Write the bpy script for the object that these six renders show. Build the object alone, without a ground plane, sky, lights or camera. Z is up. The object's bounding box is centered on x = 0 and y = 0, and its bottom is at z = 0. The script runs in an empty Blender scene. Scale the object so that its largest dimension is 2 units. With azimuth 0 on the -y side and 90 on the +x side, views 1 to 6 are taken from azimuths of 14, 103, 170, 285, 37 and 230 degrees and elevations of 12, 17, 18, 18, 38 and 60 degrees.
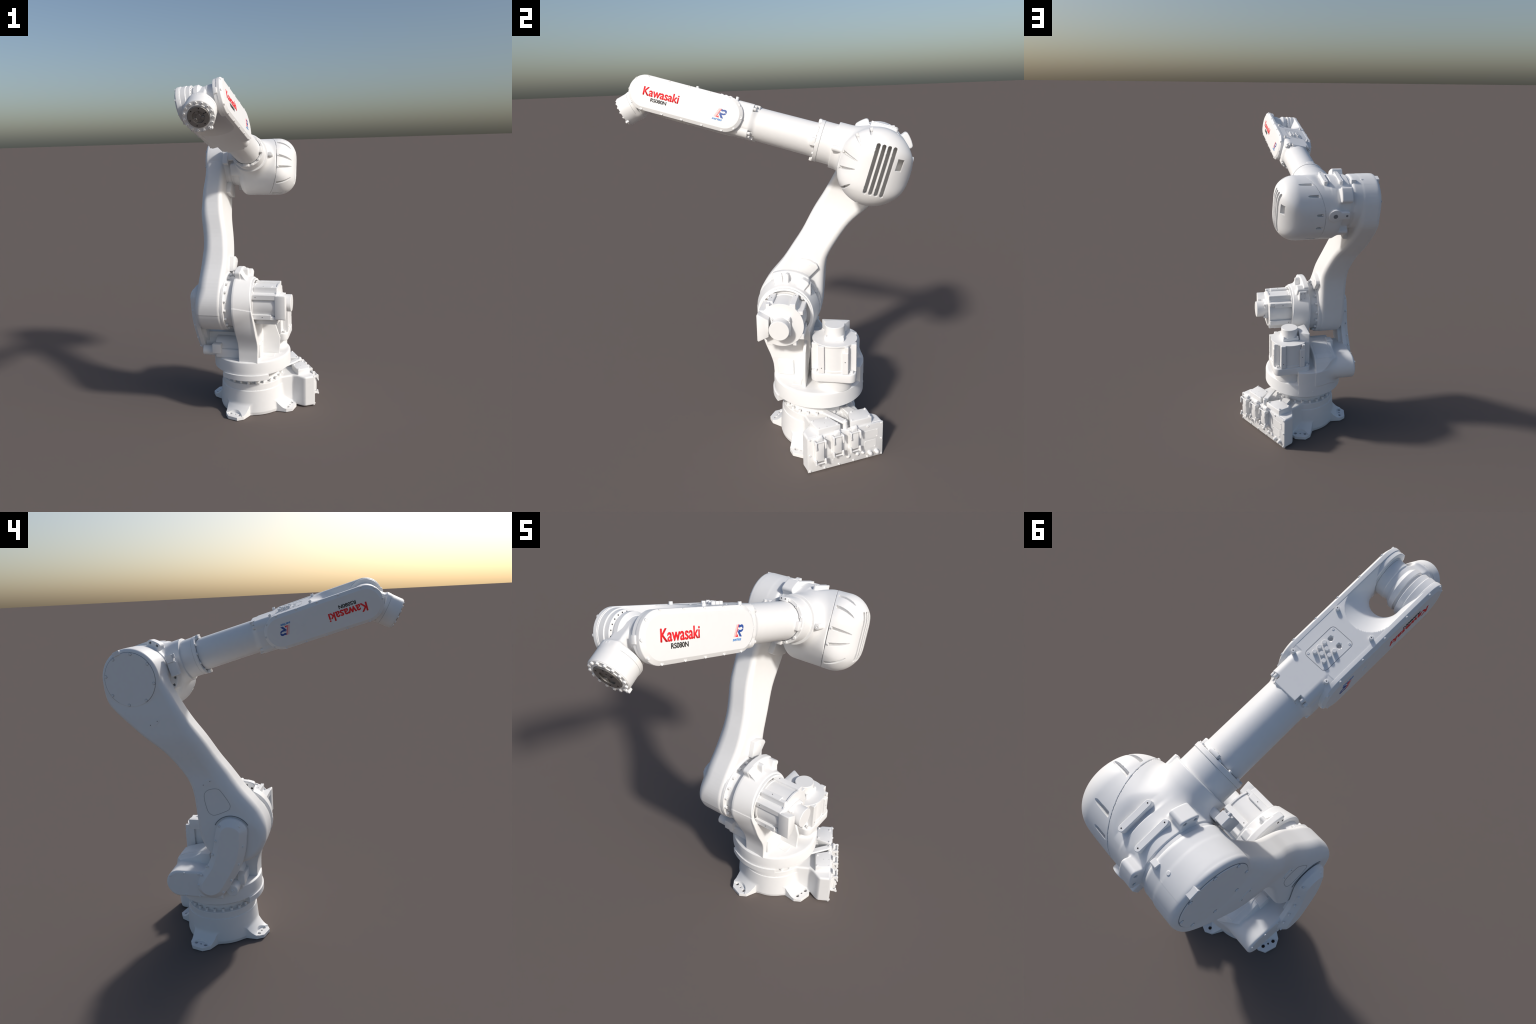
# Six-axis industrial robot arm, white painted castings, built part by part.
import bpy, bmesh, math, random
import numpy as np
from mathutils import Matrix, Vector

random.seed(7)
rad = math.radians

# ------------------------------------------------------------------ frames
J1 = Vector((-0.0495, 0.2729, 0.0))                 # vertical slewing axis
M_BASE = Matrix.Translation(J1) @ Matrix.Rotation(rad(31.2), 4, 'Z')
M_UP = Matrix.Translation(J1) @ Matrix.Rotation(rad(1.86), 4, 'Z')
J2 = (-0.1675, 0.743)                               # shoulder axis (y, z) in M_UP
J3 = (0.2955, 1.571)                                # elbow axis (y, z) in M_UP
PITCH, ROLL, BEND = rad(15.87), rad(11.0), rad(-42.3)


def frame(origin, ax, ay, az):
    m = Matrix.Identity(4)
    for i, v in enumerate((ax, ay, az)):
        for r in range(3):
            m[r][i] = v[r]
    for r in range(3):
        m[r][3] = origin[r]
    return m


_D = Vector((0, -math.cos(PITCH), math.sin(PITCH)))
_X = Vector((1, 0, 0))
_U = Vector((0, math.sin(PITCH), math.cos(PITCH)))
_O = Vector((0, -0.3, 1.7438))
M_ARM = M_UP @ frame(_O, _D, _X, _U)                # (d along forearm, n sideways, u up)
_N = math.cos(ROLL) * _X + math.sin(ROLL) * _U
_W = math.cos(ROLL) * _U - math.sin(ROLL) * _X
M_WRIST = M_UP @ frame(_O, _D, _N, _W)
D5 = 0.5594                                         # wrist bend axis along d
M_HAND = M_WRIST @ Matrix.Translation((D5, 0, 0)) @ Matrix.Rotation(-BEND, 4, 'Y')

# axis maps for prisms / lathes whose own axis is local z
ALONG_X = Matrix(((0, 0, 1, 0), (1, 0, 0, 0), (0, 1, 0, 0), (0, 0, 0, 1)))   # (a,b,h)->(h,a,b)
ALONG_Y = Matrix(((0, 1, 0, 0), (0, 0, 1, 0), (1, 0, 0, 0), (0, 0, 0, 1)))   # (a,b,h)->(b,h,a)
ALONG_Z = Matrix.Identity(4)


def T(x, y, z):
    return Matrix.Translation((x, y, z))


def RZ(deg):
    return Matrix.Rotation(rad(deg), 4, 'Z')


# --------------------------------------------------------------- materials
def principled(name, base, rough, metal=0.0, vary=0.0, scale=60.0, bump=0.0, spec=0.5):
    m = bpy.data.materials.new(name)
    m.use_nodes = True
    nt = m.node_tree
    b = nt.nodes['Principled BSDF']
    b.inputs['Roughness'].default_value = rough
    b.inputs['Metallic'].default_value = metal
    b.inputs['Specular IOR Level'].default_value = spec
    tc = nt.nodes.new('ShaderNodeTexCoord')
    no = nt.nodes.new('ShaderNodeTexNoise')
    no.inputs['Scale'].default_value = scale
    no.inputs['Detail'].default_value = 3.0
    nt.links.new(tc.outputs['Object'], no.inputs['Vector'])
    cr = nt.nodes.new('ShaderNodeValToRGB')
    cr.color_ramp.elements[0].position = 0.3
    cr.color_ramp.elements[1].position = 0.7
    cr.color_ramp.elements[0].color = tuple(c * (1 - vary) for c in base) + (1,)
    cr.color_ramp.elements[1].color = tuple(min(1, c * (1 + vary)) for c in base) + (1,)
    nt.links.new(no.outputs['Fac'], cr.inputs['Fac'])
    nt.links.new(cr.outputs['Color'], b.inputs['Base Color'])
    if bump > 0:
        bp = nt.nodes.new('ShaderNodeBump')
        bp.inputs['Strength'].default_value = bump
        bp.inputs['Distance'].default_value = 0.0005
        nt.links.new(no.outputs['Fac'], bp.inputs['Height'])
        nt.links.new(bp.outputs['Normal'], b.inputs['Normal'])
    return m


PAINT = principled('white_paint', (0.82, 0.82, 0.82), 0.5, vary=0.008, scale=40)
SCREW = principled('white_screw_paint', (0.82, 0.82, 0.82), 0.5, vary=0.01, scale=120)
STEEL = principled('flange_steel', (0.30, 0.29, 0.28), 0.42, metal=0.75, vary=0.05, scale=200)
DISC_DARK = principled('dark_disc', (0.012, 0.012, 0.013), 0.7, vary=0.1, scale=200)  # near-black colour for discs that stand in for holes
SEAM = principled('seam_line', (0.22, 0.23, 0.25), 0.7, vary=0.05, scale=200)
RING_SHADE = principled('screw_shade_grey', (0.38, 0.39, 0.41), 0.7, vary=0.05, scale=200)  # grey that paints the shadow gap round screw heads
RED = principled('red_ink', (0.90, 0.012, 0.02), 0.5, vary=0.01, scale=200)
PINK = principled('pale_red_ink', (0.87, 0.36, 0.35), 0.5, vary=0.01, scale=200)
BLACK = principled('black_ink', (0.006, 0.006, 0.006), 0.5, vary=0.05, scale=200)
NAVY = principled('navy_ink', (0.028, 0.085, 0.34), 0.5, vary=0.02, scale=200)
SKYB = principled('sky_blue_ink', (0.03, 0.27, 0.68), 0.5, vary=0.02, scale=200)

# ------------------------------------------------------------ scene objects
WORLD = {}


def register(ob, parent, mw):
    bpy.context.scene.collection.objects.link(ob)
    WORLD[ob.name] = mw.copy()
    if parent is not None:
        ob.parent = parent
        ob.matrix_parent_inverse = WORLD[parent.name].inverted()
    ob.matrix_basis = mw
    return ob


def add(name, mesh, frame_m, parent, mat=None):
    ob = bpy.data.objects.new(name, mesh)
    if mat is not None and len(mesh.materials) == 0:
        mesh.materials.append(mat)
    return register(ob, parent, frame_m)


def finish(me, angle=35):
    me.polygons.foreach_set('use_smooth', [True] * len(me.polygons))
    me.set_sharp_from_angle(angle=rad(angle))
    return me


# -------------------------------------------------------------- mesh pieces
class Piece:
    """Collects bevelled primitives into one mesh."""

    def __init__(self):
        self.bm = bmesh.new()

    def _merge(self, b, m, bevel, seg, min_angle=25):
        bmesh.ops.recalc_face_normals(b, faces=b.faces[:])
        if bevel > 0:
            es = [e for e in b.edges if len(e.link_faces) == 2
                  and e.calc_face_angle(0) > rad(min_angle)]
            if es:
                bmesh.ops.bevel(b, geom=es, offset=bevel, offset_type='OFFSET', segments=seg,
                                profile=0.5, affect='EDGES', clamp_overlap=True)
        b.transform(m)
        tmp = bpy.data.meshes.new('tmp')
        b.to_mesh(tmp)
        b.free()
        self.bm.from_mesh(tmp)
        bpy.data.meshes.remove(tmp)
        return self

    def prism(self, pts, z0, z1, m=ALONG_Z, bevel=0.0, seg=2, min_angle=25):
        b = bmesh.new()
        lo = [b.verts.new((x, y, z0)) for x, y in pts]
        hi = [b.verts.new((x, y, z1)) for x, y in pts]
        b.faces.new(lo[::-1])
        b.faces.new(hi)
        k = len(pts)
        for i in range(k):
            j = (i + 1) % k
            b.faces.new((lo[i], lo[j], hi[j], hi[i]))
        return self._merge(b, m, bevel, seg, min_angle)

    def box(self, lo, hi, m=ALONG_Z, bevel=0.0, seg=2):
        return self.prism([(lo[0], lo[1]), (hi[0], lo[1]), (hi[0], hi[1]), (lo[0], hi[1])],
                          lo[2], hi[2], m, bevel, seg)

    def loft(self, rings, m=ALONG_Z, bevel=0.0, seg=2):
        b = bmesh.new()
        vs = [[b.verts.new(p) for p in r] for r in rings]
        k = len(vs[0])
        for a, c in zip(vs, vs[1:]):
            for i in range(k):
                j = (i + 1) % k
                b.faces.new((a[i], a[j], c[j], c[i]))
        b.faces.new(vs[0][::-1])
        b.faces.new(vs[-1])
        return self._merge(b, m, bevel, seg)

    def lathe(self, prof, m=ALONG_Z, seg=64):
        b = bmesh.new()
        rings = []
        for r, z in prof:
            if r < 1e-6:
                rings.append([b.verts.new((0, 0, z))])
            else:
                rings.append([b.verts.new((r * math.cos(2 * math.pi * i / seg),
                                           r * math.sin(2 * math.pi * i / seg), z)) for i in range(seg)])
        for a, c in zip(rings, rings[1:]):
            for i in range(seg):
                j = (i + 1) % seg
                if len(a) == 1 and len(c) == 1:
                    continue
                if len(a) == 1:
                    b.faces.new((a[0], c[i], c[j]))
                elif len(c) == 1:
                    b.faces.new((a[i], a[j], c[0]))
                else:
                    b.faces.new((a[i], a[j], c[j], c[i]))
        return self._merge(b, m, 0, 1)

    def disc(self, r, z0, z1, m=ALONG_Z, c=0.0015, seg=48):
        c = min(c, r * 0.4, (z1 - z0) * 0.45)
        return self.lathe([(0, z0), (r - c, z0), (r, z0 + c), (r, z1 - c), (r - c, z1), (0, z1)], m, seg)

    def tube(self, r0, r1, z0, z1, m=ALONG_Z, seg=48):
        return self.lathe([(r0, z0), (r1, z0), (r1, z1), (r0, z1), (r0, z0)], m, seg)

    def mesh(self, name, angle=35):
        me = bpy.data.meshes.new(name)
        bmesh.ops.remove_doubles(self.bm, verts=self.bm.verts[:], dist=1e-7)
        self.bm.to_mesh(me)
        self.bm.free()
        return finish(me, angle)


def arc(cx, cy, r, a0, a1, n):
    return [(cx + r * math.cos(rad(a0 + (a1 - a0) * i / n)),
             cy + r * math.sin(rad(a0 + (a1 - a0) * i / n))) for i in range(n + 1)]


def rrect(x0, y0, x1, y1, r, n=6):
    return (arc(x1 - r, y0 + r, r, -90, 0, n) + arc(x1 - r, y1 - r, r, 0, 90, n)
            + arc(x0 + r, y1 - r, r, 90, 180, n) + arc(x0 + r, y0 + r, r, 180, 270, n))


def stadium(x0, x1, y, r, n=24):
    return arc(x1, y, r, -90, 90, n) + arc(x0, y, r, 90, 270, n)


def smooth_path(pts, n=8, closed=True):
    """Catmull-Rom through control points."""
    out, k = [], len(pts)
    for i in range(k if closed else k - 1):
        p = [pts[(i + o) % k] if closed else pts[min(max(i + o, 0), k - 1)] for o in (-1, 0, 1, 2)]
        for s in range(n):
            t = s / n
            out.append(tuple(0.5 * (2 * p[1][c] + (p[2][c] - p[0][c]) * t
                                    + (2 * p[0][c] - 5 * p[1][c] + 4 * p[2][c] - p[3][c]) * t * t
                                    + (3 * p[1][c] - p[0][c] - 3 * p[2][c] + p[3][c]) * t ** 3)
                             for c in (0, 1)))
    if not closed:
        out.append(tuple(pts[-1]))
    return out


# --------------------------------------------------- cast bodies from fields
def q2(a, b, r):
    """Round-edged intersection of two half distances."""
    a = a + r
    b = b + r
    return np.sqrt(np.maximum(a, 0) ** 2 + np.maximum(b, 0) ** 2) + np.minimum(np.maximum(a, b), 0) - r


def slab(t, t0, t1):
    return np.abs(t - (t0 + t1) / 2) - (t1 - t0) / 2


def f_cyl(a, b, t, ca, cb, r, t0, t1, rd=0.003):
    return q2(np.sqrt((a - ca) ** 2 + (b - cb) ** 2) - r, slab(t, t0, t1), rd)


def f_box(x, y, z, lo, hi, rd=0.004):
    return q2(q2(slab(x, lo[0], hi[0]), slab(y, lo[1], hi[1]), rd), slab(z, lo[2], hi[2]), rd)


def smin(a, b, k):
    h = np.maximum(k - np.abs(a - b), 0) / k
    return np.minimum(a, b) - h * h * k * 0.25


def smax(a, b, k):
    return -smin(-a, -b, k)


def sstep(v, a, b):
    t = np.clip((v - a) / (b - a), 0, 1)
    return t * t * (3 - 2 * t)


def f_poly(px, py, pts):
    px, py = np.broadcast_arrays(px, py)
    d = np.full(px.shape, 1e9)
    s = np.ones(px.shape)
    k = len(pts)
    for i in range(k):
        ax, ay = pts[i]
        bx, by = pts[i - 1]
        ex, ey = bx - ax, by - ay
        wx, wy = px - ax, py - ay
        t = np.clip((wx * ex + wy * ey) / (ex * ex + ey * ey + 1e-15), 0, 1)
        d = np.minimum(d, (wx - ex * t) ** 2 + (wy - ey * t) ** 2)
        c1, c2, c3 = py >= ay, py < by, ex * wy > ey * wx
        flip = (c1 & c2 & c3) | (~c1 & ~c2 & ~c3)
        s = np.where(flip, -s, s)
    return s * np.sqrt(d)


def f_capsule2(px, py, a, b, r):
    ex, ey = b[0] - a[0], b[1] - a[1]
    wx, wy = px - a[0], py - a[1]
    t = np.clip((wx * ex + wy * ey) / (ex * ex + ey * ey), 0, 1)
    return np.sqrt((wx - ex * t) ** 2 + (wy - ey * t) ** 2) - r


def field_mesh(name, f, lo, hi, h):
    """Surface-net mesh of f = 0 with normals taken from the field."""
    ax = [np.arange(lo[i] - 1.5 * h, hi[i] + 2.5 * h, h) for i in range(3)]
    n = [len(a) for a in ax]
    F = np.broadcast_to(f(ax[0][:, None, None], ax[1][None, :, None], ax[2][None, None, :]), n)
    S = F < 0
    c = [S[i:n[0] - 1 + i, j:n[1] - 1 + j, k:n[2] - 1 + k] for i in (0, 1) for j in (0, 1) for k in (0, 1)]
    anyc, allc = c[0].copy(), c[0].copy()
    for q in c[1:]:
        anyc |= q
        allc &= q
    act = np.argwhere(anyc & ~allc)
    idx = -np.ones([m - 1 for m in n], dtype=np.int64)
    idx[act[:, 0], act[:, 1], act[:, 2]] = np.arange(len(act))
    offs = [(i, j, k) for i in (0, 1) for j in (0, 1) for k in (0, 1)]
    val = np.stack([F[act[:, 0] + o[0], act[:, 1] + o[1], act[:, 2] + o[2]] for o in offs], 1)
    acc = np.zeros((len(act), 3))
    cnt = np.zeros(len(act))
    for a in range(8):
        for b in range(a + 1, 8):
            if sum(abs(offs[a][t] - offs[b][t]) for t in range(3)) != 1:
                continue
            va, vb = val[:, a], val[:, b]
            m = (va < 0) != (vb < 0)
            t = np.where(m, va / np.where(m, va - vb, 1), 0)
            p = np.array(offs[a])[None] + t[:, None] * (np.array(offs[b]) - np.array(offs[a]))[None]
            acc += np.where(m[:, None], p, 0)
            cnt += m
    V = (act + acc / cnt[:, None]) * h + np.array([a[0] for a in ax])

    def grad(P, e):
        g = np.empty_like(P)
        for t in range(3):
            d = np.zeros(3)
            d[t] = e
            A, B = P + d, P - d
            g[:, t] = (f(A[:, 0], A[:, 1], A[:, 2]) - f(B[:, 0], B[:, 1], B[:, 2])) / (2 * e)
        return g
    for _ in range(2):
        v = f(V[:, 0], V[:, 1], V[:, 2])
        g = grad(V, h * 0.1)
        g2 = np.maximum((g ** 2).sum(1), 0.05)
        step = (v / g2)[:, None] * g
        ln = np.linalg.norm(step, axis=1)
        step *= np.minimum(1, 0.6 * h / np.maximum(ln, 1e-12))[:, None]
        V = V - step
    quads = []
    for a in range(3):
        b, d = (a + 1) % 3, (a + 2) % 3
        sl0 = [slice(None)] * 3
        sl1 = [slice(None)] * 3
        sl0[a], sl1[a] = slice(0, n[a] - 1), slice(1, n[a])
        s0, s1 = S[tuple(sl0)], S[tuple(sl1)]
        e = np.argwhere(s0 != s1)
        e = e[(e[:, b] > 0) & (e[:, d] > 0) & (e[:, b] < n[b] - 1) & (e[:, d] < n[d] - 1)]
        inside0 = s0[e[:, 0], e[:, 1], e[:, 2]]

        def cell(ob, od):
            t = e.copy()
            t[:, b] += ob
            t[:, d] += od
            return idx[t[:, 0], t[:, 1], t[:, 2]]
        q = np.stack([cell(-1, -1), cell(0, -1), cell(0, 0), cell(-1, 0)], 1)
        q[~inside0] = q[~inside0][:, ::-1]
        quads.append(q)
    Q = np.concatenate(quads)
    me = bpy.data.meshes.new(name)
    me.vertices.add(len(V))
    me.vertices.foreach_set('co', V.ravel())
    me.loops.add(Q.size)
    me.loops.foreach_set('vertex_index', Q.ravel().astype(np.int32))
    me.polygons.add(len(Q))
    me.polygons.foreach_set('loop_start', np.arange(0, Q.size, 4, dtype=np.int32))
    me.update(calc_edges=True)
    me.validate()
    me.polygons.foreach_set('use_smooth', [True] * len(me.polygons))
    g = grad(V, h * 0.3)
    g /= np.maximum(np.linalg.norm(g, axis=1), 1e-9)[:, None]
    if len(me.vertices) == len(g):
        me.normals_split_custom_set_from_vertices(g.tolist())
    return me


# ------------------------------------------------------------------- screws
_SCREWS = {}


def screw_mesh(r, h):
    key = (round(r, 4), round(h, 4))
    if key not in _SCREWS:
        p = Piece().lathe([(0, h * 0.55), (r * 0.42, h * 0.55), (r * 0.45, h), (r * 0.86, h),
                           (r, h * 0.86), (r, -0.002), (0, -0.002)], seg=16)
        me = p.mesh('screw')
        me.materials.append(SCREW)
        _SCREWS[key] = me
    return _SCREWS[key]


def shade_rings(fm, parent, pts, n, r):
    """Raised grey ring that paints counterbore shade round a screw head."""
    key = ('shade_ring', round(r, 4))
    if key not in _SCREWS:
        me = Piece().tube(r * 0.98, r * 1.28, -0.002, 0.0007, seg=20).mesh('screw_shade_ring')
        me.materials.append(RING_SHADE)
        _SCREWS[key] = me
    for p in pts:
        add('screw_shade_ring', _SCREWS[key], fm @ T(*p) @ align(n), parent)


def hex_mesh(r, h):
    key = ('hex', round(r, 4), round(h, 4))
    if key not in _SCREWS:
        me = Piece().prism(arc(0, 0, r, 0, 300, 5), -0.002, h, bevel=r * 0.12, seg=1).mesh('fitting')
        me.materials.append(SCREW)
        _SCREWS[key] = me
    return _SCREWS[key]


def align(n):
    return Vector(n).to_track_quat('Z', 'Y').to_matrix().to_4x4()


def screws(fm, parent, pts, n, r=0.006, h=0.006, name='screw', mesh=None):
    for p in pts:
        add(name, mesh or screw_mesh(r, h), fm @ T(*p) @ align(n), parent)


_HOLE_DISCS = {}


def hole_discs(fm, parent, pts, n, r=0.004, depth=0.0006, name='hole_disc', mat=None):
    """Thin dark discs in place of tapped holes, set a hair proud of the surface."""
    k = (round(r, 4), mat.name if mat else '')
    if k not in _HOLE_DISCS:
        me = Piece().disc(r, -0.004, depth, c=0.0002, seg=16).mesh('hole_disc')
        me.materials.append(mat or DISC_DARK)
        _HOLE_DISCS[k] = me
    for p in pts:
        add(name, _HOLE_DISCS[k], fm @ T(*p) @ align(n), parent)


def seam(fm, parent, pts, w=0.0012, name='seam', lift=0.0004, mat=None):
    """Thin raised strip following a closed 3D path (parting line of a panel)."""
    cu = bpy.data.curves.new(name, 'CURVE')
    cu.dimensions = '3D'
    sp = cu.splines.new('POLY')
    sp.points.add(len(pts) - 1)
    for i, p in enumerate(pts):
        sp.points[i].co = (*p, 1)
    sp.use_cyclic_u = True
    cu.bevel_depth = w / 2
    cu.bevel_resolution = 1
    ob = bpy.data.objects.new('tmp', cu)
    bpy.context.scene.collection.objects.link(ob)
    dg = bpy.context.evaluated_depsgraph_get()
    me = bpy.data.meshes.new_from_object(ob.evaluated_get(dg))
    bpy.data.objects.remove(ob)
    me.name = name
    me.materials.clear()
    return add(name, me, fm, parent, mat or SEAM)


# ====================================================================== ROOT
robot = bpy.data.objects.new('industrial_robot', None)
robot['label'] = 'white six-axis industrial robot arm on a bolted round base'
robot['category'] = 'robot arm'
register(robot, None, Matrix.Translation(J1))

# ================================================================== PEDESTAL
FOOT_OUT = [(0.060, 0.198), (0.0872, 0.1989), (0.1418, 0.236), (0.186, 0.236), (0.232, 0.187),
            (0.232, 0.1410), (0.1989, 0.0872), (0.198, 0.060), (0.08, 0.08)]


def foot_field(x, y, z):
    """One of the four mounting feet, in the first quadrant of |x|, |y|."""
    ax, ay = np.abs(x), np.abs(y)
    out = f_poly(ax, ay, FOOT_OUT)
    t = np.clip((0.272 - np.sqrt(ax * ax + ay * ay)) / 0.058, 0, 1.3)
    top = 0.0245 + 0.050 * t ** 1.7
    return np.maximum(np.maximum(out, (z - top) * 0.62), -z)


def pedestal_field(x, y, z):
    rr = np.sqrt(x * x + y * y)
    rad_z = np.where(z < 0.02, 0.2185 - 0.25 * np.maximum(0.02 - z, 0),
                     0.2185 - (z - 0.02) * 0.075)
    body = q2((rr - rad_z), slab(z, 0.0, 0.163), 0.003)
    collar = q2(rr - 0.2035, slab(z, 0.10, 0.2045), 0.003)
    d = np.minimum(body, collar)
    feet = foot_field(x, y, z)
    pad = np.sqrt((np.abs(x) - 0.2140) ** 2 + (np.abs(y) - 0.2140) ** 2) - 0.062
    feet = np.maximum(feet, -np.maximum(pad, 0.0215 - z))
    d = smin(d, feet, 0.006)
    # neck and rounded back of the cable box
    half = 0.150 + 0.067 * np.clip((x - 0.215) / 0.075, 0, 1) ** 2 * (3 - 2 * np.clip((x - 0.215) / 0.075, 0, 1))
    neck = q2(q2(np.abs(y) - half, slab(x, 0.10, 0.347), 0.004), slab(z, 0.004, 0.2075), 0.012)
    slot = f_box(x, y, z, (0.185, -0.016, 0.150), (0.335, 0.055, 0.3), 0.004)
    d = smin(d, np.maximum(neck, -slot), 0.01)
    for px, py in ((0.2077, 0.1635), (0.1635, 0.2077)):
        d = np.maximum(d, -(np.sqrt((np.abs(x) - px) ** 2 + (np.abs(y) - py) ** 2) - 0.0100))
    d = np.maximum(d, -(np.sqrt((np.abs(x) - 0.1856) ** 2 + (np.abs(y) - 0.1856) ** 2) - 0.0055))
    return d


pedestal = add('pedestal', field_mesh('pedestal', pedestal_field, (-0.24, -0.24, 0), (0.35, 0.24, 0.21), 0.0032),
               M_BASE, robot, PAINT)
# foot bolt holes go right through to the floor
hub = Piece().lathe([(0, 0.19), (0.176, 0.19), (0.176, 0.236), (0.170, 0.240), (0.170, 0.262),
                     (0.176, 0.266), (0.176, 0.288), (0, 0.288)], seg=96)
add('slewing_ring', hub.mesh('slewing_ring'), M_BASE, pedestal, PAINT)
screws(M_BASE, pedestal, [(0.189 * math.cos(rad(a)), 0.189 * math.sin(rad(a)), 0.2045)
                          for a in range(3, 363, 15)], (0, 0, 1), 0.0085, 0.017, 'ring_bolt')

# ------------------------------------------------------------- connector box
box = Piece()
box.prism([(-0.2165, 0.004), (0.2165, 0.004), (0.2165, 0.206), (-0.2165, 0.206)], 0.340, 0.3515, ALONG_X, 0.0025)
cbox = add('connector_box', box.mesh('connector_box'), M_BASE, robot, PAINT)
for sgn in (-1, 1):
    p = Piece()
    poly = [(0.250, sgn * 0.060), (0.254, sgn * 0.166), (0.342, sgn * 0.154), (0.342, sgn * 0.028)]
    if sgn > 0:
        poly = poly[::-1]
    p.prism(poly, 0.200, 0.243, bevel=0.004, seg=3)
    add('lid', p.mesh('lid'), M_BASE, cbox, PAINT)
    pts = [(0.262, sgn * 0.073, 0.243), (0.264, sgn * 0.154, 0.243), (0.331, sgn * 0.143, 0.243), (0.331, sgn * 0.042, 0.243)]
    if sgn < 0:
        pts = [pts[0], pts[1], pts[3]]
    screws(M_BASE, cbox, pts, (0, 0, 1), 0.0055, 0.005)
    if sgn < 0:
        hole_discs(M_BASE, cbox, [(0.331, -0.143, 0.243), (0.30, -0.10, 0.243), (0.331, -0.10, 0.243)], (0, 0, 1), 0.0014)
# post and strap bar between the lids
p = Piece().disc(0.0125, 0.200, 0.252, T(0.333, 0.002, 0), seg=24)
p.prism([(0.212, -0.072), (0.338, -0.012), (0.342, 0.006), (0.330, 0.016), (0.200, -0.042)], 0.236, 0.249, bevel=0.0015, seg=1)
p.prism([(0.175, 0.05), (0.25, 0.060), (0.25, 0.120), (0.19, 0.095)], 0.206, 0.232, bevel=0.003, seg=1)
p.box((0.24, 0.056, 0.19), (0.335, 0.0605, 0.226))
add('strap', p.mesh('strap'), M_BASE, cbox, PAINT)
screws(M_BASE, cbox, [(0.333, 0.002, 0.252)], (0, 0, 1), 0.007, 0.005)
# face screws
face = [(-0.207, z) for z in (0.0135, 0.1065, 0.200)] + [(0.207, z) for z in (0.0135, 0.1065, 0.200)] + \
       [(y, 0.0135) for y in (-0.1245, -0.0425, 0.0415, 0.1245)] + [(-0.1245, 0.1985), (0.1245, 0.1985)]
screws(M_BASE, cbox, [(0.3515, y, z) for y, z in face], (1, 0, 0), 0.0055, 0.0045, 'face_screw')
screws(M_BASE, cbox, [(0.3515, 0.103, 0.165), (0.3515, 0.181, 0.166), (0.3515, 0.180, 0.126), (0.3515, 0.104, 0.128),
                      (0.3515, 0.112, 0.105), (0.3515, 0.169, 0.0670), (0.3515, -0.0765, 0.047), (0.3515, -0.113, 0.036)],
       (1, 0, 0), 0.0035, 0.003, 'face_screw')
# plugs along the bottom
for y, z, r in ((0.012, 0.0445, 0.0105), (0.0655, 0.0445, 0.0105), (0.099, 0.0445, 0.0095)):
    p = Piece().lathe([(0, 0.009), (r * 0.55, 0.0078), (r * 0.9, 0.0045), (r, 0), (0, 0)], ALONG_X, 24)
    add('blanking_plug', p.mesh('blanking_plug'), M_BASE @ T(0.3515, y, z), cbox, PAINT)
for y, z in ((0.1365, 0.0362), (0.1765, 0.0360)):
    p = Piece().disc(0.0125, -0.001, 0.006, ALONG_X, seg=24)
    p.prism(arc(0, 0, 0.0115, 0, 300, 5), 0.006, 0.018, ALONG_X, 0.001, 1)
    p.lathe([(0, 0.024), (0.006, 0.022), (0.008, 0.017), (0, 0.017)], ALONG_X, 20)
    add('cable_gland', p.mesh('cable_gland'), M_BASE @ T(0.3515, y, z), cbox, PAINT)
# thin label plates
p = Piece()
p.prism(rrect(0.0975, 0.1225, 0.186, 0.1700, 0.003, 3), 0.3505, 0.3527, ALONG_X)
p.prism(rrect(0.1065, 0.0630, 0.175, 0.1095, 0.003, 3), 0.3505, 0.3527, ALONG_X)
p.prism(rrect(-0.121, 0.0295, -0.0715, 0.0730, 0.003, 3), 0.3505, 0.3523, ALONG_X)
add('label_plate', p.mesh('label_plate'), M_BASE, cbox, PAINT)
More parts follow.
